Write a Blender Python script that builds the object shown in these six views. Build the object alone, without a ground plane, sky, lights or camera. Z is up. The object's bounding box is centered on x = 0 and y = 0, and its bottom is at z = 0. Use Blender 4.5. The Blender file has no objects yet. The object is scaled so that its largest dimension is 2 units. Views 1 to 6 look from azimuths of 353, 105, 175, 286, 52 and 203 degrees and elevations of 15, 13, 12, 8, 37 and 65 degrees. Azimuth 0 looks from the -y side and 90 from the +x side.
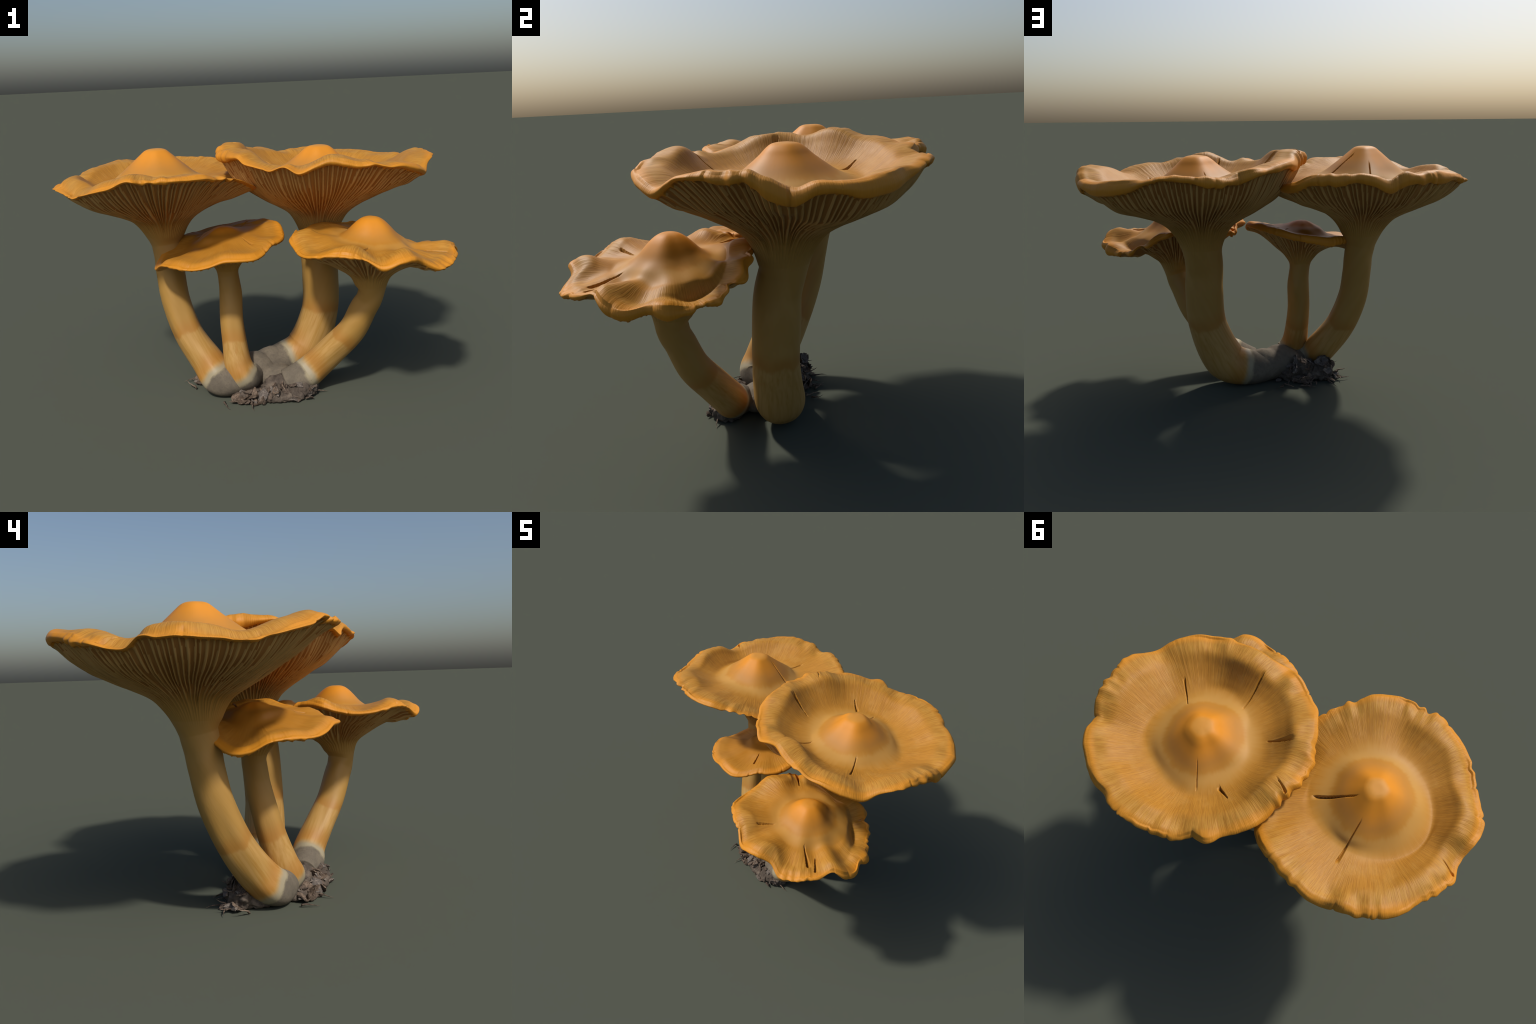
"""A tufted cluster of four funnel-shaped, orange-capped mushrooms on a clod of soil.

Every mushroom is one lofted skin: root - stem - gilled funnel - rolled rim - cap top - umbo.
The skin is cut by region into stem_base / stem / gills / cap, whose borders coincide.
"""
import bmesh, bpy, math, random
import numpy as np
from mathutils import Vector, Matrix, noise

TAU = 2 * math.pi
rng = np.random.default_rng(7)
random.seed(7)


# ------------------------------------------------------------------ numeric helpers
def periodic(vals, n):
    """closed cubic (Catmull-Rom) through evenly spaced control values -> n samples"""
    v = np.asarray(vals, float)
    k = len(v)
    t = np.arange(n) * k / n
    i = np.floor(t).astype(int)
    f = t - i
    a, b, c, d = v[(i - 1) % k], v[i % k], v[(i + 1) % k], v[(i + 2) % k]
    return b + .5 * f * (c - a + f * (2 * a - 5 * b + 4 * c - d + f * (3 * (b - c) + d - a)))


def lowpass(v, keep):
    f = np.fft.rfft(v)
    f[keep + 1:] = 0
    return np.fft.irfft(f, len(v))


def harmonics(n, lo, hi, seed, power=0.0):
    """smooth periodic noise made of the harmonics lo..hi, unit rms"""
    r = np.random.default_rng(seed)
    th = np.arange(n) * TAU / n
    out = np.zeros(n)
    for k in range(lo, hi + 1):
        out += r.normal() * k ** -power * np.cos(k * th + r.uniform(0, TAU))
    return out / out.std()


def smooth(a, b, x):
    t = np.clip((x - a) / (b - a), 0, 1)
    return t * t * (3 - 2 * t)


def spline(points, n):
    """open Catmull-Rom; returns n points and the control-index parameter of each"""
    p = np.asarray(points, float)
    q = np.vstack([2 * p[0] - p[1], p, 2 * p[-1] - p[-2]])
    t = np.linspace(0, len(p) - 1 - 1e-9, n)
    i = t.astype(int)
    f = (t - i)[:, None]
    a, b, c, d = q[i], q[i + 1], q[i + 2], q[i + 3]
    return b + .5 * f * (c - a + f * (2 * a - 5 * b + 4 * c - d + f * (3 * (b - c) + d - a))), t


def loft(rings, steps):
    """cubic Hermite through a stack of closed rings, chord-length spaced"""
    r = np.stack(rings)
    chord = np.linalg.norm(np.diff(r, axis=0), axis=2).mean(1) ** .75 + 1e-6
    m = np.zeros_like(r)
    for i in range(1, len(r) - 1):
        h0, h1 = chord[i - 1], chord[i]
        d0, d1 = (r[i] - r[i - 1]) / h0, (r[i + 1] - r[i]) / h1
        m[i] = (d0 * h1 + d1 * h0) / (h0 + h1)
    m[0], m[-1] = (r[1] - r[0]) / chord[0], (r[-1] - r[-2]) / chord[-1]
    out, mark = [], [0]
    for i in range(len(r) - 1):
        for s in range(steps[i]):
            t = s / steps[i]
            h = chord[i]
            out.append((2 * t ** 3 - 3 * t * t + 1) * r[i] + (t ** 3 - 2 * t * t + t) * h * m[i]
                       + (3 * t * t - 2 * t ** 3) * r[i + 1] + (t ** 3 - t * t) * h * m[i + 1])
        mark.append(len(out))
    out.append(r[-1])
    return np.stack(out), mark


def grid_normals(g):
    """unit normals of a grid that is closed in axis 1"""
    du = np.gradient(g, axis=0)
    dv = np.roll(g, -1, 1) - np.roll(g, 1, 1)
    n = np.cross(dv, du)
    return n / (np.linalg.norm(n, axis=2, keepdims=True) + 1e-12)


# ------------------------------------------------------------------ node helper
class Nodes:
    def __init__(self, name):
        self.mat = bpy.data.materials.new(name)
        self.mat.use_nodes = True
        self.t = self.mat.node_tree
        self.t.nodes.clear()
        self.out = self.t.nodes.new("ShaderNodeOutputMaterial")
        self.bsdf = self.t.nodes.new("ShaderNodeBsdfPrincipled")
        self.t.links.new(self.bsdf.outputs[0], self.out.inputs[0])
        self.co = self.t.nodes.new("ShaderNodeTexCoord").outputs["Object"]

    def put(self, sock, val):
        if isinstance(val, bpy.types.NodeSocket):
            self.t.links.new(val, sock)
        elif val is not None:
            if sock.type == "RGBA" and len(val) == 3:
                val = (*val, 1)
            sock.default_value = val

    def math(self, op, a, b=None, c=None, clamp=False):
        n = self.t.nodes.new("ShaderNodeMath")
        n.operation, n.use_clamp = op, clamp
        for s, v in zip(n.inputs, (a, b, c)):
            self.put(s, v)
        return n.outputs[0]

    def vec(self, op, a, b=None, scale=None):
        n = self.t.nodes.new("ShaderNodeVectorMath")
        n.operation = op
        self.put(n.inputs[0], a)
        if b is not None:
            self.put(n.inputs[1], b)
        if scale is not None:
            self.put(n.inputs["Scale"], scale)
        return n.outputs["Value" if op in ("DOT_PRODUCT", "LENGTH", "DISTANCE") else "Vector"]

    def xyz(self, v):
        n = self.t.nodes.new("ShaderNodeSeparateXYZ")
        self.put(n.inputs[0], v)
        return n.outputs

    def join(self, x, y, z):
        n = self.t.nodes.new("ShaderNodeCombineXYZ")
        for s, v in zip(n.inputs, (x, y, z)):
            self.put(s, v)
        return n.outputs[0]

    def noise(self, v, scale=1.0, detail=2.0, rough=.5, distort=0.0):
        n = self.t.nodes.new("ShaderNodeTexNoise")
        self.put(n.inputs["Vector"], v)
        n.inputs["Scale"].default_value = scale
        n.inputs["Detail"].default_value = detail
        n.inputs["Roughness"].default_value = rough
        n.inputs["Distortion"].default_value = distort
        return n.outputs["Fac"]

    def step(self, x, lo, hi, a=0.0, b=1.0):
        n = self.t.nodes.new("ShaderNodeMapRange")
        n.interpolation_type = "SMOOTHSTEP"
        for s, v in zip(n.inputs, (x, lo, hi, a, b)):
            self.put(s, v)
        return n.outputs[0]

    def mix(self, f, a, b, mode="MIX"):
        n = self.t.nodes.new("ShaderNodeMix")
        n.data_type, n.blend_type = "RGBA", mode
        self.put(n.inputs["Factor"], f)
        self.put(n.inputs["A"], a)
        self.put(n.inputs["B"], b)
        return n.outputs["Result"]

    def bump(self, h, strength, dist, normal=None):
        n = self.t.nodes.new("ShaderNodeBump")
        n.inputs["Strength"].default_value = strength
        n.inputs["Distance"].default_value = dist
        self.put(n.inputs["Height"], h)
        if normal is not None:
            self.put(n.inputs["Normal"], normal)
        return n.outputs[0]

    def done(self, color, rough=.5, spec=.4, normal=None):
        self.put(self.bsdf.inputs["Base Color"], color)
        self.put(self.bsdf.inputs["Roughness"], rough)
        self.put(self.bsdf.inputs["Specular IOR Level"], spec)
        if normal is not None:
            self.put(self.bsdf.inputs["Normal"], normal)
        return self.mat


# linear base colours
OCHRE, OCHRE_DARK = (.425, .190, .021), (.335, .140, .014)
UMBO, UMBO_FOOT, RING = (.60, .226, .015), (.42, .184, .029), (.46, .242, .053)
RIM, RIM_PALE = (.60, .232, .014), (.46, .250, .045)
STEM, STEM_ORANGE, STEM_PALE, COLLAR = (.37, .204, .046), (.345, .142, .020), (.43, .248, .074), (.30, .255, .165)
GILL_BLADE, GILL_MID, GILL_PAINTED_SHADE = (.50, .300, .105), (.40, .205, .058), (.325, .143, .034)
ROOT_GREY, ROOT_LIGHT, ROOT_DARK = (.128, .108, .082), (.168, .140, .103), (.085, .070, .053)


def rim_fourier(n, ux, uy, R):
    """the cap's outline radius as a node expression: mean and first three harmonics"""
    k = len(R)
    th = np.arange(k) * TAU / k
    c = lambda f: float((R * f).mean() * 2)
    x2 = n.math("SUBTRACT", n.math("MULTIPLY", ux, ux), n.math("MULTIPLY", uy, uy))
    y2 = n.math("MULTIPLY", n.math("MULTIPLY", ux, uy), 2.0)
    x3 = n.math("SUBTRACT", n.math("MULTIPLY", x2, ux), n.math("MULTIPLY", y2, uy))
    y3 = n.math("ADD", n.math("MULTIPLY", y2, ux), n.math("MULTIPLY", x2, uy))
    s = float(R.mean())
    for sock, f in ((ux, np.cos(th)), (uy, np.sin(th)), (x2, np.cos(2 * th)), (y2, np.sin(2 * th)),
                    (x3, np.cos(3 * th)), (y3, np.sin(3 * th))):
        s = n.math("MULTIPLY_ADD", sock, c(f), s)
    return s


def cap_material(m):
    n = Nodes("cap_skin")
    k = m["ring_scale"]
    x, y, z = n.xyz(n.co)
    flat = n.join(x, y, 0.0)
    r = n.vec("LENGTH", flat)
    unit = n.vec("NORMALIZE", flat)
    ux, uy, _ = n.xyz(unit)
    fibre = n.noise(n.vec("ADD", n.vec("SCALE", unit, scale=m["fibres"]), n.join(0.0, 0.0, n.math("MULTIPLY", r, 13.0))), 1.0, 2.0, .6, .1)
    strand = n.noise(n.vec("ADD", n.vec("SCALE", unit, scale=m["fibres"] * .10), n.join(0.0, 0.0, n.math("MULTIPLY", r, 2.5))), 1.0, 2.0, .5)
    blotch = n.noise(n.co, 5.0, 3.0, .55)
    wob = n.math("MULTIPLY_ADD", n.math("ADD", blotch, n.math("MULTIPLY", strand, n.step(r, .12 * k, .3 * k))), .10, -.08)
    rw = n.math("ADD", r, n.math("MULTIPLY", wob, k))
    fibres_on = n.step(rw, .27 * k, .36 * k, .12, m["fibre_mix"])
    # ochre flesh with radial fibres
    flesh = n.mix(n.step(fibre, .40, .58), OCHRE_DARK, OCHRE)
    flesh = n.mix(n.math("MULTIPLY", n.step(n.noise(n.co, 11.0, 4.0, .6), .48, .70), .40), flesh, RING)
    flesh = n.mix(fibres_on, m["plain"], flesh)
    flesh = n.mix(n.math("MULTIPLY", n.step(strand, .38, .7), .10), flesh, RIM_PALE)
    # pale ring round the foot of the umbo, brown foot, orange crown
    ring = n.math("MULTIPLY", n.step(rw, .17 * k, .21 * k), n.step(rw, .23 * k, .33 * k, 1.0, 0.0))
    col = n.mix(n.math("MULTIPLY", ring, .85 * m["ring_mix"]), flesh, RING)
    col = n.mix(n.step(rw, .12 * k, .22 * k, m["ring_mix"], 0.0), col, UMBO_FOOT)
    col = n.mix(n.step(rw, .05 * k, .15 * k, 1.0, 0.0), col, UMBO)
    col = n.mix(n.step(r, .035 * k, .065 * k, .45 * m["ring_mix"], 0.0), col, RING)
    # rim: pale frosted belt, then the vivid orange rolled edge
    edge = n.math("SUBTRACT", rim_fourier(n, ux, uy, m["R"]), n.math("ADD", r, n.math("MULTIPLY_ADD", blotch, .04, -.02)))
    belt = n.math("MULTIPLY", n.step(edge, .035, .055), n.step(edge, .075, .13, 1.0, 0.0))
    col = n.mix(n.math("MULTIPLY", belt, n.math("MULTIPLY", n.step(fibre, .35, .6), .38 * m["fibre_mix"])), col, RIM_PALE)
    col = n.mix(n.step(edge, .004, .055, .75, 0.0), col, RIM)
    normal = n.bump(n.math("MULTIPLY", fibre, fibres_on), .45, .004)
    return n.done(col, .54, .28, normal)


def gill_material(m, name, flesh):
    """gill colour, darkened between the blades to paint in furrow shade; both turn into stem flesh at the neck"""
    n = Nodes(name)
    x, y, z = n.xyz(n.co)
    flat = n.join(x, y, 0.0)
    r = n.vec("LENGTH", flat)
    unit = n.vec("NORMALIZE", flat)
    streak = n.noise(n.vec("ADD", n.vec("SCALE", unit, scale=m["gills"] * .6), n.join(0.0, 0.0, n.math("MULTIPLY", z, 9.0))), 1.0, 2.0, .55)
    patch = n.noise(n.co, 6.0, 2.0, .5)
    col = n.mix(n.math("MULTIPLY", n.step(streak, .42, .7), .35), flesh, GILL_MID)
    col = n.mix(n.math("MULTIPLY", n.step(patch, .45, .7), .25), col, STEM)
    col = n.mix(n.step(n.math("ADD", r, n.math("MULTIPLY_ADD", streak, .10, -.05)), m["neck"][0], m["neck"][1], 1.0, 0.0), col, STEM)
    return n.done(col, .6, .3)


def stem_material(m):
    n = Nodes("stem_flesh")
    o = m["origin"]
    (pc, tc), (pb, tb) = m["collar_plane"], m["band_plane"]
    along = lambda p, t: n.vec("DOT_PRODUCT", n.vec("SUBTRACT", n.co, tuple(p - o)), tuple(t))
    fibre_vec = n.vec("SUBTRACT", n.co, n.vec("SCALE", tuple(m["mid_tangent"]), scale=n.math("MULTIPLY", n.vec("DOT_PRODUCT", n.co, tuple(m["mid_tangent"])), .955)))
    fibre = n.noise(fibre_vec, 75.0, 3.0, .6)
    broad = n.noise(fibre_vec, 16.0, 2.0, .5)
    blotch = n.noise(n.co, 9.0, 3.0, .55)
    w = n.math("MULTIPLY_ADD", n.math("ADD", broad, blotch), .05, -.05)
    sc = n.math("ADD", along(pc, tc), n.math("MULTIPLY", w, .5))
    sb = n.math("ADD", along(pb, tb), w)
    plain = n.mix(n.math("MULTIPLY", n.step(broad, .4, .65), .35), STEM, STEM_PALE)
    striped = n.mix(n.step(fibre, .36, .66), STEM_PALE, STEM)
    striped = n.mix(n.math("MULTIPLY", n.step(fibre, .6, .72), .4), striped, STEM_ORANGE)
    col = n.mix(n.step(sb, -.012, .012), striped, plain)
    band = n.math("MULTIPLY", n.step(sb, -.014, .006), n.step(sb, .01, .085, 1.0, 0.0))
    col = n.mix(n.math("MULTIPLY", band, .55), col, STEM_ORANGE)
    foot = n.math("MULTIPLY", n.step(sc, .02, .055), n.step(sc, .06, .14, 1.0, 0.0))
    col = n.mix(n.math("MULTIPLY", foot, .6), col, STEM_ORANGE)
    col = n.mix(n.step(sc, .006, .042, 1.0, 0.0), col, COLLAR)
    if m["spot"] is not None:
        d = n.vec("DISTANCE", n.co, tuple(np.array(m["spot"]) - o))
        col = n.mix(n.step(d, .006, .012, .85, 0.0), col, (.12, .05, .03))
    normal = n.bump(fibre, .18, .004)
    return n.done(col, .55, .35, normal)


def root_material(m=None):
    n = Nodes("mycelium_grey")
    a = n.noise(n.co, 14.0, 5.0, .6)
    b = n.noise(n.co, 90.0, 3.0, .6)
    col = n.mix(n.step(a, .35, .7), ROOT_GREY, ROOT_LIGHT)
    col = n.mix(n.math("MULTIPLY", n.step(b, .45, .7), .35), col, ROOT_DARK)
    if m is not None:
        p, t = m["collar_plane"]
        above = n.vec("DOT_PRODUCT", n.vec("SUBTRACT", n.co, tuple(p - m["origin"])), tuple(t))
        ragged = n.math("ADD", above, n.math("MULTIPLY_ADD", a, .05, -.025))
        col = n.mix(n.step(ragged, -.020, .0), col, COLLAR)
    return n.done(col, .85, .15, n.bump(b, .25, .004))


def soil_material(name, dark, light, scale):
    n = Nodes(name)
    a = n.noise(n.co, scale, 5.0, .65)
    b = n.noise(n.co, scale * 5, 3.0, .6)
    info = n.t.nodes.new("ShaderNodeObjectInfo").outputs["Random"]
    col = n.mix(n.step(n.math("ADD", a, n.math("MULTIPLY_ADD", info, .2, -.1)), .36, .66), dark, light)
    col = n.mix(n.math("MULTIPLY", n.step(b, .5, .72), .4), col, (.16, .125, .105))
    return n.done(col, .9, .1, n.bump(b, .5, .006))


# ------------------------------------------------------------------ the four mushrooms
# rim_r / rim_top / rim_low: outline radius, crest height and under-edge height round the rim, from +x anticlockwise
# umbo: (radius, drop below the apex); throat: (radius, height); flare: (fraction outward, fraction of climb to the rim)
BACK = dict(
    apex=(.404, .155, 1.274), n=960, seed=11, reach=(0, .010), lean=.006, tuck=(-30, .11),
    rim_r=[.577, .578, .565, .580, .585, .578, .575, .569, .553, .566, .571, .563, .564, .557, .558, .539, .574, .555, .559, .564, .556, .542, .545, .556, .563, .569, .552, .558, .560, .574, .567, .575, .573, .573, .542, .533, .543, .552, .566, .577, .588, .594, .595, .585, .575, .593, .589, .580],
    rim_top=[1.223, 1.199, 1.162, 1.184, 1.177, 1.177, 1.183, 1.183, 1.190, 1.195, 1.209, 1.218, 1.215, 1.212, 1.199, 1.211, 1.233, 1.235, 1.251, 1.262, 1.266, 1.287, 1.299, 1.293, 1.270, 1.277, 1.283, 1.275, 1.272, 1.243, 1.225, 1.212, 1.231, 1.205, 1.235, 1.261, 1.246, 1.228, 1.229, 1.209, 1.215, 1.201, 1.182, 1.162, 1.193, 1.212, 1.222, 1.217],
    rim_low=[1.182, 1.129, 1.104, 1.138, 1.136, 1.115, 1.117, 1.124, 1.140, 1.169, 1.190, 1.188, 1.179, 1.157, 1.164, 1.165, 1.197, 1.207, 1.212, 1.224, 1.208, 1.209, 1.225, 1.235, 1.220, 1.225, 1.224, 1.239, 1.246, 1.225, 1.212, 1.200, 1.218, 1.185, 1.206, 1.223, 1.213, 1.201, 1.209, 1.192, 1.186, 1.164, 1.145, 1.124, 1.163, 1.194, 1.192, 1.180],
    umbo=[(.03, .002), (.055, .008), (.077, .023), (.102, .047), (.145, .082), (.185, .111), (.225, .132)],
    trough=(.285, 1.128), trough_tilt=(-.012, -.006), trough_follow=.35,
    brow=[0, 0, 0, 0, .005, .010, .012, .014, .016, .018, .016, .008],
    throat=[(.106, .79), (.130, .853), (.167, .909)], flare=[(.2, .175), (.34, .265), (.5, .372), (.67, .495), (.85, .70), (.94, .865)], belly=0.0,
    spine=[(.385, .122, .755), (.380, .096, .66), (.381, .086, .552), (.368, .070, .352), (.283, .056, .150), (.150, .040, .090), (.0, -.03, .080)],
    radius=[.098, .099, .102, .101, .114, .098, .085], collar=4.95, band_z=.345,
    gills=70, ring_scale=1.0, ring_mix=1.0, fibres=125.0, fibre_mix=.85, plain=OCHRE, spot=None,
    cracks=[(-112, .25, -106, .45, .007, .024), (-159, .31, -164, .44, .015, .036), (-38, .21, -46, .38, .006, .018), (137, .36, 134, .27, .011, .028), (168, .45, 163, .55, .009, .022), (106, .14, 110, .28, .004, .008)])
LEFT = dict(
    apex=(-.474, .100, 1.307), n=960, seed=23, reach=(100, -.011), lean=.018, tuck=(-45, .13),
    rim_r=[.502, .503, .515, .534, .556, .576, .588, .590, .584, .586, .587, .593, .579, .578, .581, .581, .576, .561, .536, .532, .529, .531, .499, .493, .511, .530, .536, .522, .520, .529, .540, .550, .557, .560, .561, .550, .560, .569, .566, .560, .537, .527, .521, .520, .522, .526, .519, .509],
    rim_top=[1.087, 1.096, 1.112, 1.130, 1.144, 1.152, 1.161, 1.191, 1.205, 1.201, 1.211, 1.202, 1.176, 1.209, 1.203, 1.212, 1.204, 1.198, 1.189, 1.176, 1.162, 1.150, 1.125, 1.123, 1.159, 1.152, 1.155, 1.151, 1.146, 1.136, 1.143, 1.161, 1.179, 1.197, 1.227, 1.220, 1.226, 1.225, 1.218, 1.218, 1.204, 1.192, 1.178, 1.160, 1.135, 1.113, 1.096, 1.086],
    rim_low=[1.066, 1.074, 1.087, 1.101, 1.107, 1.105, 1.115, 1.147, 1.147, 1.151, 1.164, 1.149, 1.116, 1.147, 1.155, 1.153, 1.151, 1.161, 1.154, 1.140, 1.132, 1.129, 1.113, 1.111, 1.147, 1.140, 1.143, 1.136, 1.132, 1.124, 1.131, 1.149, 1.163, 1.178, 1.207, 1.198, 1.196, 1.198, 1.197, 1.194, 1.180, 1.177, 1.166, 1.148, 1.123, 1.101, 1.081, 1.068],
    umbo=[(.034, .001), (.055, .008), (.078, .026), (.112, .055), (.155, .090), (.215, .135)],
    trough=(.285, 1.140), trough_tilt=(.018, -.018), trough_follow=.35,
    brow=[.022, .014, -.006, -.010, .010, .034, .052, .054, .036, .014, .006, .010],
    throat=[(.104, .845), (.128, .888), (.162, .930)], flare=[(.2, .19), (.34, .295), (.5, .415), (.67, .545), (.85, .74), (.94, .88)], belly=0.0,
    spine=[(-.458, .112, .805), (-.450, .098, .72), (-.447, .085, .635), (-.429, .054, .483), (-.373, -.002, .308), (-.285, -.064, .165), (-.230, -.124, .088), (-.14, -.135, .076), (-.06, -.08, .07)],
    radius=[.081, .076, .075, .078, .080, .087, .090, .082, .06], collar=5.92, band_z=.30,
    gills=70, ring_scale=1.0, ring_mix=1.0, fibres=125.0, fibre_mix=.85, plain=OCHRE, spot=None,
    cracks=[(42, .085, 19, .28, .012, .028), (87, .14, 84, .36, .008, .018), (162, .42, 159, .53, .009, .018)])
FRONT = dict(
    apex=(.556, -.291, .949), n=720, seed=37, reach=(15, -.010), lean=.014, tuck=(-50, .08),
    rim_r=[.436, .398, .395, .383, .360, .360, .357, .362, .349, .334, .326, .328, .338, .360, .384, .408, .384, .388, .415, .414, .427, .442, .448, .435, .423, .410, .427, .431, .417, .389, .429, .429, .430, .421, .424, .425],
    rim_top=[.768, .772, .758, .744, .749, .757, .789, .804, .841, .864, .866, .867, .873, .876, .862, .848, .883, .886, .872, .848, .835, .836, .850, .861, .858, .841, .815, .834, .844, .819, .774, .776, .792, .799, .810, .778],
    rim_low=[.718, .730, .713, .708, .731, .728, .775, .783, .815, .837, .839, .837, .838, .838, .825, .818, .850, .854, .844, .824, .812, .816, .829, .840, .837, .825, .784, .808, .811, .783, .750, .755, .766, .777, .791, .742],
    umbo=[(.022, .001), (.045, .008), (.07, .025), (.095, .049), (.125, .080), (.16, .103)],
    trough=(.215, .832), trough_tilt=(-.025, .003), trough_follow=.15,
    brow=[.012, .008, 0, 0, .010, .016, .018, .018, .022, .026, .026, .018],
    throat=[(.080, .60), (.100, .642), (.126, .667)], flare=[(.2, .27), (.4, .49), (.6, .65), (.8, .80), (.92, .92)], belly=0.0,
    spine=[(.552, -.312, .565), (.540, -.305, .520), (.515, -.293, .470), (.461, -.266, .349), (.367, -.222, .232), (.285, -.185, .135), (.225, -.185, .090), (.12, -.18, .05)],
    radius=[.067, .066, .068, .071, .075, .080, .083, .07], collar=5.85, band_z=.285,
    frill=.8, lip=.8, rib=.0025, fold=.0125, fold_side=25.0, scallop=.007, gill_depth=.009, gills=44, ring_scale=.80, ring_mix=.6, fibres=66.0, fibre_mix=.7, plain=(.40, .168, .016), spot=None,
    cracks=[(-46, .20, -40, .35, .012, .032), (-31, .27, -34, .38, .009, .028), (-110, .20, -114, .30, .006, .016), (152, .27, 149, .42, .014, .034)])
SMALL = dict(
    apex=(-.160, -.045, .901), n=600, seed=41, reach=(0, 0.0), lean=0.0, tuck=(0, 0.0),
    rim_r=[.305, .293, .278, .266, .259, .258, .261, .263, .264, .265, .265, .270, .287, .313, .343, .365, .370, .368, .366, .364, .362, .358, .358, .368, .372, .342, .325, .330, .326, .316],
    rim_top=[.899, .903, .902, .897, .889, .880, .870, .861, .853, .846, .838, .838, .828, .797, .757, .725, .730, .761, .774, .772, .772, .787, .813, .815, .813, .822, .851, .856, .860, .873],
    rim_low=[.871, .874, .871, .864, .855, .845, .835, .825, .815, .802, .791, .796, .795, .773, .739, .706, .712, .749, .757, .755, .758, .771, .794, .796, .795, .803, .830, .833, .834, .846],
    umbo=[(.025, .002), (.05, .010), (.08, .024), (.11, .035)],
    slope=((.70, .76), (.36, .44)), trough=(.15, .847), trough_tilt=(.022, -.004), trough_follow=.15,
    brow=[.004, .002, 0, 0, .002, .010, .024, .030, .030, .028, .020, .010],
    throat=[(.060, .665), (.078, .695), (.10, .722)], flare=[(.25, .30), (.45, .50), (.65, .66), (.85, .85)], belly=.012,
    spine=[(-.146, -.028, .640), (-.141, -.034, .58), (-.139, -.040, .522), (-.144, -.073, .401), (-.138, -.105, .281), (-.128, -.143, .166), (-.098, -.158, .100), (-.055, -.10, .080)],
    radius=[.056, .057, .060, .062, .066, .073, .080, .07], collar=5.88, band_z=.275,
    frill=.3, lip=.5, rib=.0012, gill_depth=.008, gills=32, ring_scale=.60, ring_mix=.0, fibres=60.0, fibre_mix=.35, plain=(.37, .150, .013), spot=(-.115, -.178, .228),
    cracks=[(-57, .15, -59, .24, .007, .014), (46, .12, 45, .22, .006, .012)])


def gill_relief(n, rows, count, seed):
    """ridge height field: blade-like gills that fork twice on their way out to the rim (0 = furrow, 1 = blade edge)"""
    th = np.arange(n) / n
    wander = harmonics(n, 3, 40, seed, .3) * .10
    wander2 = harmonics(n, 3, 60, seed + 1, .2) * .11
    fork = harmonics(n, 5, 50, seed + 2, .1) * .10
    fork2 = harmonics(n, 5, 70, seed + 3, .1) * .09
    blade = lambda ph: 1 - np.abs(2 * (ph - np.floor(ph)) - 1)
    out = np.empty((len(rows), n))
    for i, t in enumerate(rows):
        ph = th * count + wander * (1 - t) + wander2 * t + .04 * np.sin(5 * t + 40 * th)
        a, b, c = blade(ph), blade(2 * ph + .5), blade(4 * ph + .5)
        w1, w2 = smooth(.16, .34, t + fork), smooth(.72, .92, t + fork2)
        h = a * (1 - w1) + b * w1
        h = h * (1 - w2 * .4) + c * w2 * .4
        out[i] = smooth(.30, .92, h)
    return out


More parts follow.
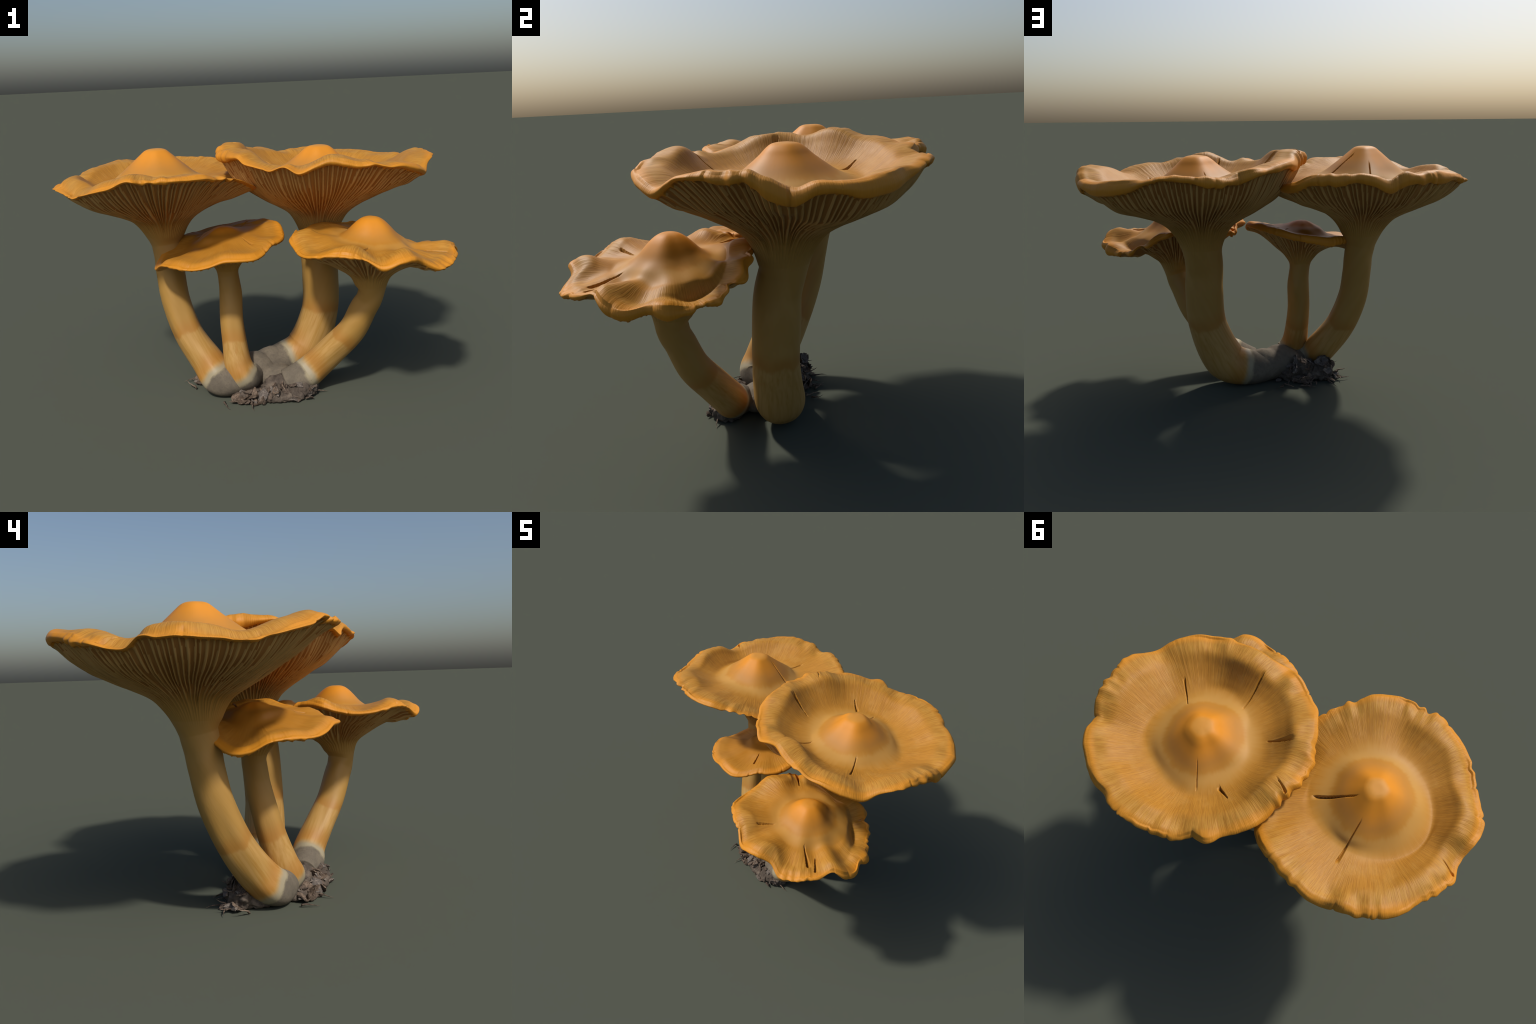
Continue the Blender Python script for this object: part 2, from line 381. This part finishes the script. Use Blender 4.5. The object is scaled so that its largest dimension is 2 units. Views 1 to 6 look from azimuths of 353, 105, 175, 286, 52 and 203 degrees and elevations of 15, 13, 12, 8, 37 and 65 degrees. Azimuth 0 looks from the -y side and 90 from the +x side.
def build_skin(m):
    """one continuous skin as a (rows x n) grid, with the rows where the regions begin"""
    n, seed = m["n"], m["seed"]
    ax, ay, az = m["apex"]
    th = np.arange(n) * TAU / n
    cs, sn = np.cos(th), np.sin(th)
    R, ZT, ZL = (periodic(m[k], n) for k in ("rim_r", "rim_top", "rim_low"))
    deg, reach = m["reach"]                                   # one side of the outline reaches a little further out or in
    R = R + reach * smooth(.3, 1.0, np.cos(th - math.radians(deg)))
    m["R"] = lowpass(R, 8)
    crinkle = harmonics(n, 26, 80, seed, .5)
    gate = (.12 + .88 * smooth(.1, 1.3, harmonics(n, 2, 9, seed + 5))) * m.get("frill", 1.0)
    R_edge = R + .0034 * crinkle * gate
    nick = np.random.default_rng(seed + 60)
    for _ in range(9):                                        # a few sharp nicks in the margin
        d = (th - nick.uniform(0, TAU) + math.pi) % TAU - math.pi
        R_edge = R_edge - nick.uniform(.004, .013) * m["ring_scale"] * np.exp(-np.abs(d / nick.uniform(.008, .022)) ** 1.3)
    ZT = ZT + .0022 * harmonics(n, 20, 60, seed + 1, .4) * gate
    ZL = ZL + .0030 * harmonics(n, 24, 70, seed + 2, .4) * gate
    scallop = harmonics(n, 11, 22, seed + 40) * m.get("scallop", 0.0) * smooth(-.3, .8, np.cos(th - math.radians(m.get("fold_side", 0.0))))
    R_edge, R = R_edge + scallop, R + scallop
    ZL, ZT = ZL - .35 * scallop, ZT + .15 * scallop
    R_soft, ZT_soft = lowpass(R, 9), lowpass(ZT, 14)
    ring = lambda r, z, cx=ax, cy=ay: np.stack([cx + r * cs, cy + r * sn, np.broadcast_to(z, n) + 0 * cs], 1)
    rings, steps = [], []

    def add(r, st):
        rings.append(r)
        steps.append(st)

    # stem, root end first
    pts, par = spline(m["spine"], 220)
    rad = np.interp(par, np.arange(len(m["radius"])), m["radius"])
    tan = -np.gradient(pts, axis=0)
    tan /= np.linalg.norm(tan, axis=1, keepdims=True)
    e1 = np.array([1.0, 0, 0])
    frames = []
    for t in tan:                                   # parallel transport from the neck down
        e1 = e1 - t * (e1 @ t)
        e1 = e1 / np.linalg.norm(e1)
        frames.append((e1, np.cross(t, e1)))
    lump = harmonics(n, 2, 5, seed + 9)
    lump2 = harmonics(n, 2, 5, seed + 10)
    stem_rows = list(range(219, -1, -4))
    collar_row = None
    m["collar_plane"] = m["band_plane"] = None
    add(np.repeat(pts[219][None], n, 0) + 1e-4 * np.stack([cs, sn, 0 * cs], 1), 2)
    for k in stem_rows:
        a, b = frames[k]
        rr = rad[k] * (1 + .018 * (lump * math.cos(par[k] * 1.7) + lump2 * math.sin(par[k] * 1.3)))
        if collar_row is None and par[k] <= m["collar"]:
            collar_row = len(rings)
            m["collar_plane"] = (pts[k].copy(), tan[k].copy())
        if m["band_plane"] is None and pts[k][2] >= m["band_z"]:
            m["band_plane"] = (pts[k].copy(), tan[k].copy())
            m["mid_tangent"] = (.35 * m["collar_plane"][1] + tan[k]) / np.linalg.norm(.35 * m["collar_plane"][1] + tan[k])
        add(pts[k] + rr[:, None] * (cs[:, None] * a + sn[:, None] * b), 2)
    sx, sy, _ = pts[0]
    # funnel
    first_throat = len(rings)
    nt = len(m["throat"])
    for i, (r, z) in enumerate(m["throat"]):
        w = .45 * (i + 1) / nt
        add(ring(r, z, sx + (ax - sx) * w, sy + (ay - sy) * w + m["lean"] * (i + 1) / nt), 6)
    r0, z0 = m["throat"][-1]
    tuck = m["tuck"][1] * smooth(.0, 1.0, np.cos(th - math.radians(m["tuck"][0])))   # the side where the underside is straighter
    for f, q in m["flare"]:
        w = .45 + .55 * min(1, f * 1.6)
        g = smooth(.05, .85, f)                               # near the stem the funnel is even all round
        zz = z0 + (ZL.mean() * (1 - g) + ZL * g - z0) * (q + tuck * min(1, f / .6) * (1 - smooth(.88, 1.0, f))) + m["belly"] * math.sin(math.pi * f)
        if f < .75:
            zz = lowpass(zz, 6)
        rr = r0 + ((R_soft if f < .75 else R) - .03 - r0) * f
        add(ring(rr, zz, sx + (ax - sx) * w, sy + (ay - sy) * w + m["lean"] * (1 - smooth(.35, 1.0, f))), 9)
    # rolled rim
    gill_end = len(rings)
    ls = m.get("lip", 1.0)
    frayed = .0022 * m.get("lip", 1.0) ** 2 * harmonics(n, 30, 130, seed + 50) * (.4 + gate)
    add(ring(R_edge - .026 * ls, ZL - .002 + frayed), 4)
    thick = np.maximum(ZT - ZL, .012)
    add(ring(R_edge - .009 * ls, ZL + .02 * thick), 4)
    add(ring(R_edge, ZL + .42 * thick), 4)
    add(ring(R_edge - .010 * ls, ZT - .20 * thick), 4)
    add(ring(R_edge - .030 * ls, ZT), 5)
    brow = periodic(m["brow"], n)
    k = m["ring_scale"]
    inner = R_soft - .115 * k
    add(ring(R - .030 * ls - (.095 * k - .030 * ls) * .5, ZT + .6 * brow - .004 * k), 5)
    add(ring(inner, ZT_soft + brow - .014 * k), 6)
    # cap top down into the trough, then up the umbo
    tr, tz = m["trough"]
    tilt = m["trough_tilt"][0] * cs + m["trough_tilt"][1] * sn + m["trough_follow"] * (lowpass(ZT, 3) - ZT.mean())
    TZ = tz + tilt
    for f, q in m.get("slope", ((.70, .61), (.36, .22))):
        rr = tr + (inner - tr) * f
        zs = (ZT_soft if f > .3 else lowpass(ZT, 7)) + brow - .014
        add(ring(rr, TZ + (zs - TZ) * q), 7)
    add(ring(tr * (1 + .03 * harmonics(n, 2, 4, seed + 6)), TZ), 5)
    for r, d in reversed(m["umbo"]):
        w = (r / tr) ** 2
        add(ring(r * (1 + .035 * harmonics(n, 3, 6, seed + 7)), az - d + w * .6 * (TZ - tz)), 4)
    add(ring(.0002, az), 1)

    g, mark = loft(rings, steps[:-1])
    m["relief"] = None
    rows = {"collar": mark[collar_row], "gills": mark[first_throat], "rim": mark[gill_end], "end": len(g) - 1}

    # gills: push the blades outward, sink the furrows
    nrm = grid_normals(g)
    a, b = rows["gills"], rows["rim"]
    t = np.linspace(0, 1, b - a + 4)
    relief = gill_relief(n, t, m["gills"], seed + 20)
    amp = m.get("gill_depth", .0105) * smooth(-.05, .38, t) * (1 - smooth(.965, 1.0, t))
    thin = smooth(.60, .86, t)[:, None]                       # never cut through the thin rim
    amp = amp[:, None] * (1 - thin) + np.minimum(amp[:, None], .50 * thick[None]) * thin
    g[a:b + 4] += nrm[a:b + 4] * ((relief - .55) * amp)[..., None]

    m["relief"] = relief[:b - a]

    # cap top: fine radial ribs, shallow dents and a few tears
    top0, top1 = rows["rim"] + 14, rows["end"]
    P = g[top0:top1]
    rad_ = np.hypot(P[..., 0] - ax, P[..., 1] - ay)
    ang = np.arctan2(P[..., 1] - ay, P[..., 0] - ax)
    ribs = np.interp(np.linspace(0, 1, top1 - top0), [0, .5, 1], [1, .6, 0])[:, None]
    outer = smooth(tr * .9, tr * 1.4, rad_)
    rib = harmonics(n, 5, 18, seed + 30, .7) * m.get("rib", .0036) + harmonics(n, 60, 150, seed + 31) * .0002
    fold_gate = .35 + .65 * smooth(-.2, .8, np.cos(th - math.radians(m.get("fold_side", 0.0))))
    fold = harmonics(n, 5, 11, seed + 33, .2) * m.get("fold", 0.0) * fold_gate
    dz = rib[None] * outer * ribs + fold[None] * smooth(tr * .55, tr * 1.3, rad_) * (1 - .4 * smooth(.85, 1.0, rad_ / R[None]))
    X, Y = P[..., 0] - ax, P[..., 1] - ay
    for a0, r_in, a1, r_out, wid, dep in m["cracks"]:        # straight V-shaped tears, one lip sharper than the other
        p0 = np.array([math.cos(math.radians(a0)), math.sin(math.radians(a0))]) * r_in
        p1 = np.array([math.cos(math.radians(a1)), math.sin(math.radians(a1))]) * r_out
        line = (p1 - p0) / np.linalg.norm(p1 - p0)
        u = ((X - p0[0]) * line[0] + (Y - p0[1]) * line[1]) / np.linalg.norm(p1 - p0)
        off = -(X - p0[0]) * line[1] + (Y - p0[1]) * line[0]
        win = smooth(0, .10, u) * (1 - smooth(.88, 1.0, u))
        gape = np.maximum(wid * np.clip(u, 0, 1) * 2.0, .0055)
        dz -= dep * win * np.where(off >= -.0015, np.clip(1 - off / gape, 0, 1), 0) * np.clip(.4 + u, 0, 1)
    P[..., 2] += dz
    g[..., 2] = np.maximum(g[..., 2], 0.0)
    return g, rows


def region_object(name, g, nrm, lo, hi, origin, mat, close=None):
    """the rows lo..hi of the skin as a mesh, with the whole skin's vertex normals"""
    n = g.shape[1]
    v = g[lo:hi + 1].reshape(-1, 3) - origin
    nn = nrm[lo:hi + 1].reshape(-1, 3)
    r = np.arange(hi - lo)[:, None] * n
    j = np.arange(n)[None]
    k = (j + 1) % n
    quads = np.stack([r + j, r + k, r + n + k, r + n + j], -1).reshape(-1, 4)
    me = bpy.data.meshes.new(name)
    me.vertices.add(len(v))
    me.vertices.foreach_set("co", v.astype(np.float32).ravel())
    me.loops.add(quads.size)
    me.loops.foreach_set("vertex_index", quads.astype(np.int32).ravel())
    me.polygons.add(len(quads))
    me.polygons.foreach_set("loop_start", np.arange(0, quads.size, 4, dtype=np.int32))
    me.polygons.foreach_set("use_smooth", np.ones(len(quads), bool))
    me.update(calc_edges=True)
    me.validate()
    me.materials.append(mat)
    me.normals_split_custom_set_from_vertices([tuple(x) for x in nn])
    ob = bpy.data.objects.new(name, me)
    bpy.context.scene.collection.objects.link(ob)
    ob.location = origin
    return ob


def parent(child, to):
    child.parent = to
    child.matrix_parent_inverse = to.matrix_basis.inverted()


def build_mushroom(m, cluster):
    g, rows = build_skin(m)
    nrm = grid_normals(g)
    nrm[0] = (0, 0, -1)
    nrm[-1] = (0, 0, 1)
    m["origin"] = np.array(m["apex"])
    o = m["origin"]
    m["neck"] = (m["throat"][1][0] * .95, m["throat"][-1][0] * 1.35)
    stem = region_object("stem", g, nrm, rows["collar"], rows["gills"], o, stem_material(m))
    parent(stem, cluster)
    for name, lo, hi, mat in (("stem_base", 0, rows["collar"], root_material(m)),
                              ("gills", rows["gills"], rows["rim"], gill_material(m, "gill_painted_shade", GILL_PAINTED_SHADE)),
                              ("cap", rows["rim"], rows["end"], cap_material(m))):
        ob = region_object(name, g, nrm, lo, hi, o, mat)
        parent(ob, stem)
        if name == "gills":
            ob["kind"] = "stuff"
            ob.data.materials.append(gill_material(m, "gill_blade", GILL_BLADE))
            h = m["relief"]
            mid = (h + np.roll(h, -1, 1)) / 2
            ob.data.polygons.foreach_set("material_index", (mid > .42).astype(np.int32).ravel())  # low faces keep the darker slot: occlusion between gills put into colour
    return stem


# ------------------------------------------------------------------ soil, litter and rootlets
def fused_lumps(name, lumps, voxel, mat):
    """ellipsoid lumps (centre, radii) fused into one skin by a voxel remesh"""
    verts, faces = [], []
    for c, r in lumps:
        bm = bmesh.new()
        bmesh.ops.create_icosphere(bm, subdivisions=3, radius=1)
        base = len(verts)
        verts += [(c[0] + v.co.x * r[0], c[1] + v.co.y * r[1], max(.002, c[2] + v.co.z * r[2])) for v in bm.verts]
        faces += [[base + v.index for v in f.verts] for f in bm.faces]
        bm.free()
    me = bpy.data.meshes.new(name)
    me.from_pydata(verts, [], faces)
    tmp = bpy.data.objects.new("lumps", me)
    bpy.context.scene.collection.objects.link(tmp)
    md = tmp.modifiers.new("fuse", "REMESH")
    md.mode, md.voxel_size = "VOXEL", voxel
    out = bpy.data.meshes.new_from_object(tmp.evaluated_get(bpy.context.evaluated_depsgraph_get()))
    bpy.data.objects.remove(tmp)
    out.polygons.foreach_set("use_smooth", np.ones(len(out.polygons), bool))
    out.materials.clear()
    out.materials.append(mat)
    out.name = name
    ob = bpy.data.objects.new(name, out)
    bpy.context.scene.collection.objects.link(ob)
    return ob


def roughen(me, height):
    """push every vertex along its normal, never below the ground"""
    p = np.empty(len(me.vertices) * 3, np.float32)
    q = np.empty_like(p)
    me.vertices.foreach_get("co", p)
    me.vertex_normals.foreach_get("vector", q)
    p, q = p.reshape(-1, 3), q.reshape(-1, 3)
    p = p + q * np.array([height(Vector(v)) for v in p.tolist()], np.float32)[:, None]
    p[:, 2] = np.maximum(p[:, 2], .001)
    me.vertices.foreach_set("co", p.ravel())
    me.update()


def soil_clod(mat):
    """lumps of earth in front of and behind the feet, roughened with noise"""
    lumps = [((.09, -.240, .012), (.140, .070, .046)), ((-.07, -.215, .008), (.09, .055, .035)), ((.215, -.215, .030), (.075, .075, .055)),
             ((.085, -.19, .020), (.10, .065, .078)), ((-.14, .01, .045), (.12, .065, .070)), ((-.26, .015, .040), (.070, .070, .065)),
             ((-.06, -.06, .030), (.14, .10, .06)), ((-.20, -.06, .03), (.10, .09, .06))]
    ob = fused_lumps("soil", lumps, .005, mat)
    roughen(ob.data, lambda p: .020 * noise.noise(p * 14) + .016 * abs(noise.noise(p * 30 + Vector((3, 1, 7)))) + .008 * noise.noise(p * 70))
    return ob


def root_crown(mat):
    """the smooth grey saddle in which the four stem feet grow together"""
    lumps = [((.07, .01, .090), (.12, .085, .093)), ((-.03, -.04, .090), (.12, .095, .092)), ((-.12, -.105, .072), (.10, .080, .074)), ((.09, -.10, .05), (.12, .09, .065))]
    ob = fused_lumps("root_crown", lumps, .006, mat)
    md = ob.modifiers.new("relax", "SMOOTH")
    md.iterations, md.factor = 25, .6
    out = bpy.data.meshes.new_from_object(ob.evaluated_get(bpy.context.evaluated_depsgraph_get()))
    ob.modifiers.clear()
    ob.data = out
    roughen(out, lambda p: .006 * noise.noise(p * 11) + .002 * noise.noise(p * 40))
    return ob


def chip_mesh(seed, mat):
    """a torn, curled flake of dead leaf or bark with real thickness"""
    r = np.random.default_rng(seed)
    nu, nv = 7, 5
    top = np.zeros((nu, nv, 3))
    w0 = r.uniform(.35, .7)
    bend, twist = r.uniform(.3, 1.0) * r.choice([-1, 1]), r.uniform(-.9, .9)
    for i in range(nu):
        u = i / (nu - 1) * 2 - 1
        w = w0 * (1 - abs(u) ** r.uniform(1.2, 3.0) * .9) + r.uniform(0, .12)
        for j in range(nv):
            v = j / (nv - 1) * 2 - 1
            x, y = u + r.uniform(-.07, .07), v * w + r.uniform(-.05, .05)
            z = bend * (v * v * .22 + u * u * .25) + twist * u * v * w * .6 + r.uniform(-.04, .04)
            top[i, j] = (x, y, z)
    low = top - np.array([0, 0, .17 + 0 * top[..., 0].mean()])
    verts = np.vstack([top.reshape(-1, 3), low.reshape(-1, 3)])
    idx = lambda i, j, s: s * nu * nv + i * nv + j
    faces = []
    for i in range(nu - 1):
        for j in range(nv - 1):
            faces.append([idx(i, j, 0), idx(i + 1, j, 0), idx(i + 1, j + 1, 0), idx(i, j + 1, 0)])
            faces.append([idx(i, j + 1, 1), idx(i + 1, j + 1, 1), idx(i + 1, j, 1), idx(i, j, 1)])
    for i in range(nu - 1):
        faces.append([idx(i, 0, 1), idx(i + 1, 0, 1), idx(i + 1, 0, 0), idx(i, 0, 0)])
        faces.append([idx(i, nv - 1, 0), idx(i + 1, nv - 1, 0), idx(i + 1, nv - 1, 1), idx(i, nv - 1, 1)])
    for j in range(nv - 1):
        faces.append([idx(0, j, 0), idx(0, j + 1, 0), idx(0, j + 1, 1), idx(0, j, 1)])
        faces.append([idx(nu - 1, j, 1), idx(nu - 1, j + 1, 1), idx(nu - 1, j + 1, 0), idx(nu - 1, j, 0)])
    me = bpy.data.meshes.new("litter_chip")
    me.from_pydata(verts.tolist(), [], faces)
    me.materials.append(mat)
    return me


def spike_mesh(seed, mat):
    """a short crooked rootlet tapering to a point"""
    r = np.random.default_rng(seed)
    k, sides = 7, 6
    verts, faces = [], []
    side = np.zeros(2)
    drift = r.normal(0, .10, 2)
    for i in range(k):
        t = i / (k - 1)
        side = side + drift * t + r.normal(0, .03, 2)
        w = .10 * (1 - t) ** .8 + .004
        for s in range(sides):
            a = TAU * s / sides
            verts.append((t, side[0] + w * math.cos(a), side[1] + .7 * w * math.sin(a)))
    for i in range(k - 1):
        for s in range(sides):
            q = (s + 1) % sides
            faces.append([i * sides + s, i * sides + q, (i + 1) * sides + q, (i + 1) * sides + s])
    faces.append(list(range(sides))[::-1])
    faces.append([(k - 1) * sides + s for s in range(sides)])
    me = bpy.data.meshes.new("rootlet")
    me.from_pydata(verts, [], faces)
    me.polygons.foreach_set("use_smooth", np.ones(len(me.polygons), bool))
    me.materials.append(mat)
    return me


def scatter(soil, chip_mats, root_mat):
    r = np.random.default_rng(5)
    chips = [chip_mesh(100 + i, chip_mats[i % len(chip_mats)]) for i in range(9)]
    spikes = [spike_mesh(200 + i, root_mat) for i in range(5)]
    dg = bpy.context.evaluated_depsgraph_get()
    dg.update()
    # (centre, spread, count, size range)
    patches = [((-.10, -.240), (.050, .032), 20, (.022, .042)), ((.02, -.275), (.075, .026), 18, (.022, .040)), ((.17, -.265), (.07, .035), 16, (.014, .026)),
               ((-.295, .020), (.036, .042), 18, (.022, .042)), ((-.15, .068), (.085, .028), 28, (.018, .034)), ((-.03, .02), (.05, .04), 10, (.014, .026))]
    up = Vector((0, 0, 1))
    for (cx, cy), (sx, sy), count, (s0, s1) in patches:
        for _ in range(count):
            a, q = r.uniform(0, TAU), math.sqrt(r.uniform(0, 1))
            x, y = cx + 1.5 * sx * q * math.cos(a), cy + 1.5 * sy * q * math.sin(a)
            hit, loc, nor, _ = soil.ray_cast(Vector((x, y, 1.0)), Vector((0, 0, -1)))
            if not hit:
                loc, nor = Vector((x, y, .006)), up
            size = r.uniform(s0, s1)
            ob = bpy.data.objects.new("litter_chip", chips[r.integers(len(chips))])
            d = (nor + Vector(r.normal(0, .45, 3))).normalized()
            rot = d.to_track_quat("Z", "Y").to_matrix() @ Matrix.Rotation(r.uniform(0, TAU), 3, "Z")
            ob.matrix_world = Matrix.LocRotScale(loc + d * size * .15 + up * .003, rot.to_quaternion(), Vector((size, size * r.uniform(.7, 1.2), size)))
            low = min((ob.matrix_world @ v.co).z for v in ob.data.vertices)
            if low < .001:
                ob.location.z += .001 - low
            bpy.context.scene.collection.objects.link(ob)
            ob.parent = soil
    for cx, cy, ox, oy, count in ((-.33, .04, -1, .5, 8), (-.16, .10, -.2, 1, 8), (-.27, .08, -.7, .8, 5), (-.15, -.25, -.5, -1, 3), (.10, -.31, .2, -1, 2), (-.05, .09, .3, 1, 3), (.25, -.27, .8, -.6, 3)):
        for _ in range(count):
            x, y = cx + r.normal(0, .04), cy + r.normal(0, .03)
            hit, loc, nor, _ = soil.ray_cast(Vector((x, y, 1.0)), Vector((0, 0, -1)))
            z = loc.z if hit else .012
            d = Vector((ox + r.normal(0, .55), oy + r.normal(0, .55), r.uniform(-.05, .45))).normalized()
            size = r.uniform(.035, .07)
            ob = bpy.data.objects.new("rootlet", spikes[r.integers(len(spikes))])
            ob.matrix_world = Matrix.LocRotScale(Vector((x, y, max(.010, z * r.uniform(.5, 1)))) - d * size * .25, d.to_track_quat("X", "Z"), Vector((size, size * 1.1, size * 1.1)))
            low = min((ob.matrix_world @ v.co).z for v in ob.data.vertices)
            if low < .001:
                ob.location.z += .001 - low
            bpy.context.scene.collection.objects.link(ob)
            ob.parent = soil


def main():
    cluster = bpy.data.objects.new("mushroom_cluster", None)
    bpy.context.scene.collection.objects.link(cluster)
    cluster["label"] = "cluster of four orange funnel-capped mushrooms on a clod of soil"
    cluster["category"] = "mushroom"
    for m in (LEFT, BACK, SMALL, FRONT):
        build_mushroom(m, cluster)
    root_crown(root_material()).parent = cluster
    soil = soil_clod(soil_material("soil_dirt", (.075, .060, .048), (.17, .135, .105), 16.0))
    soil.parent = cluster
    chip_mats = [soil_material("dead_leaf", (.07, .050, .036), (.21, .155, .115), 3.0),
                 soil_material("bark_chip", (.055, .042, .034), (.14, .105, .08), 3.0),
                 soil_material("grey_chip", (.10, .085, .075), (.22, .185, .155), 3.0)]
    scatter(soil, chip_mats, soil_material("rootlet_skin", (.06, .045, .035), (.20, .15, .11), 2.0))
    soil["kind"] = "stuff"


main()
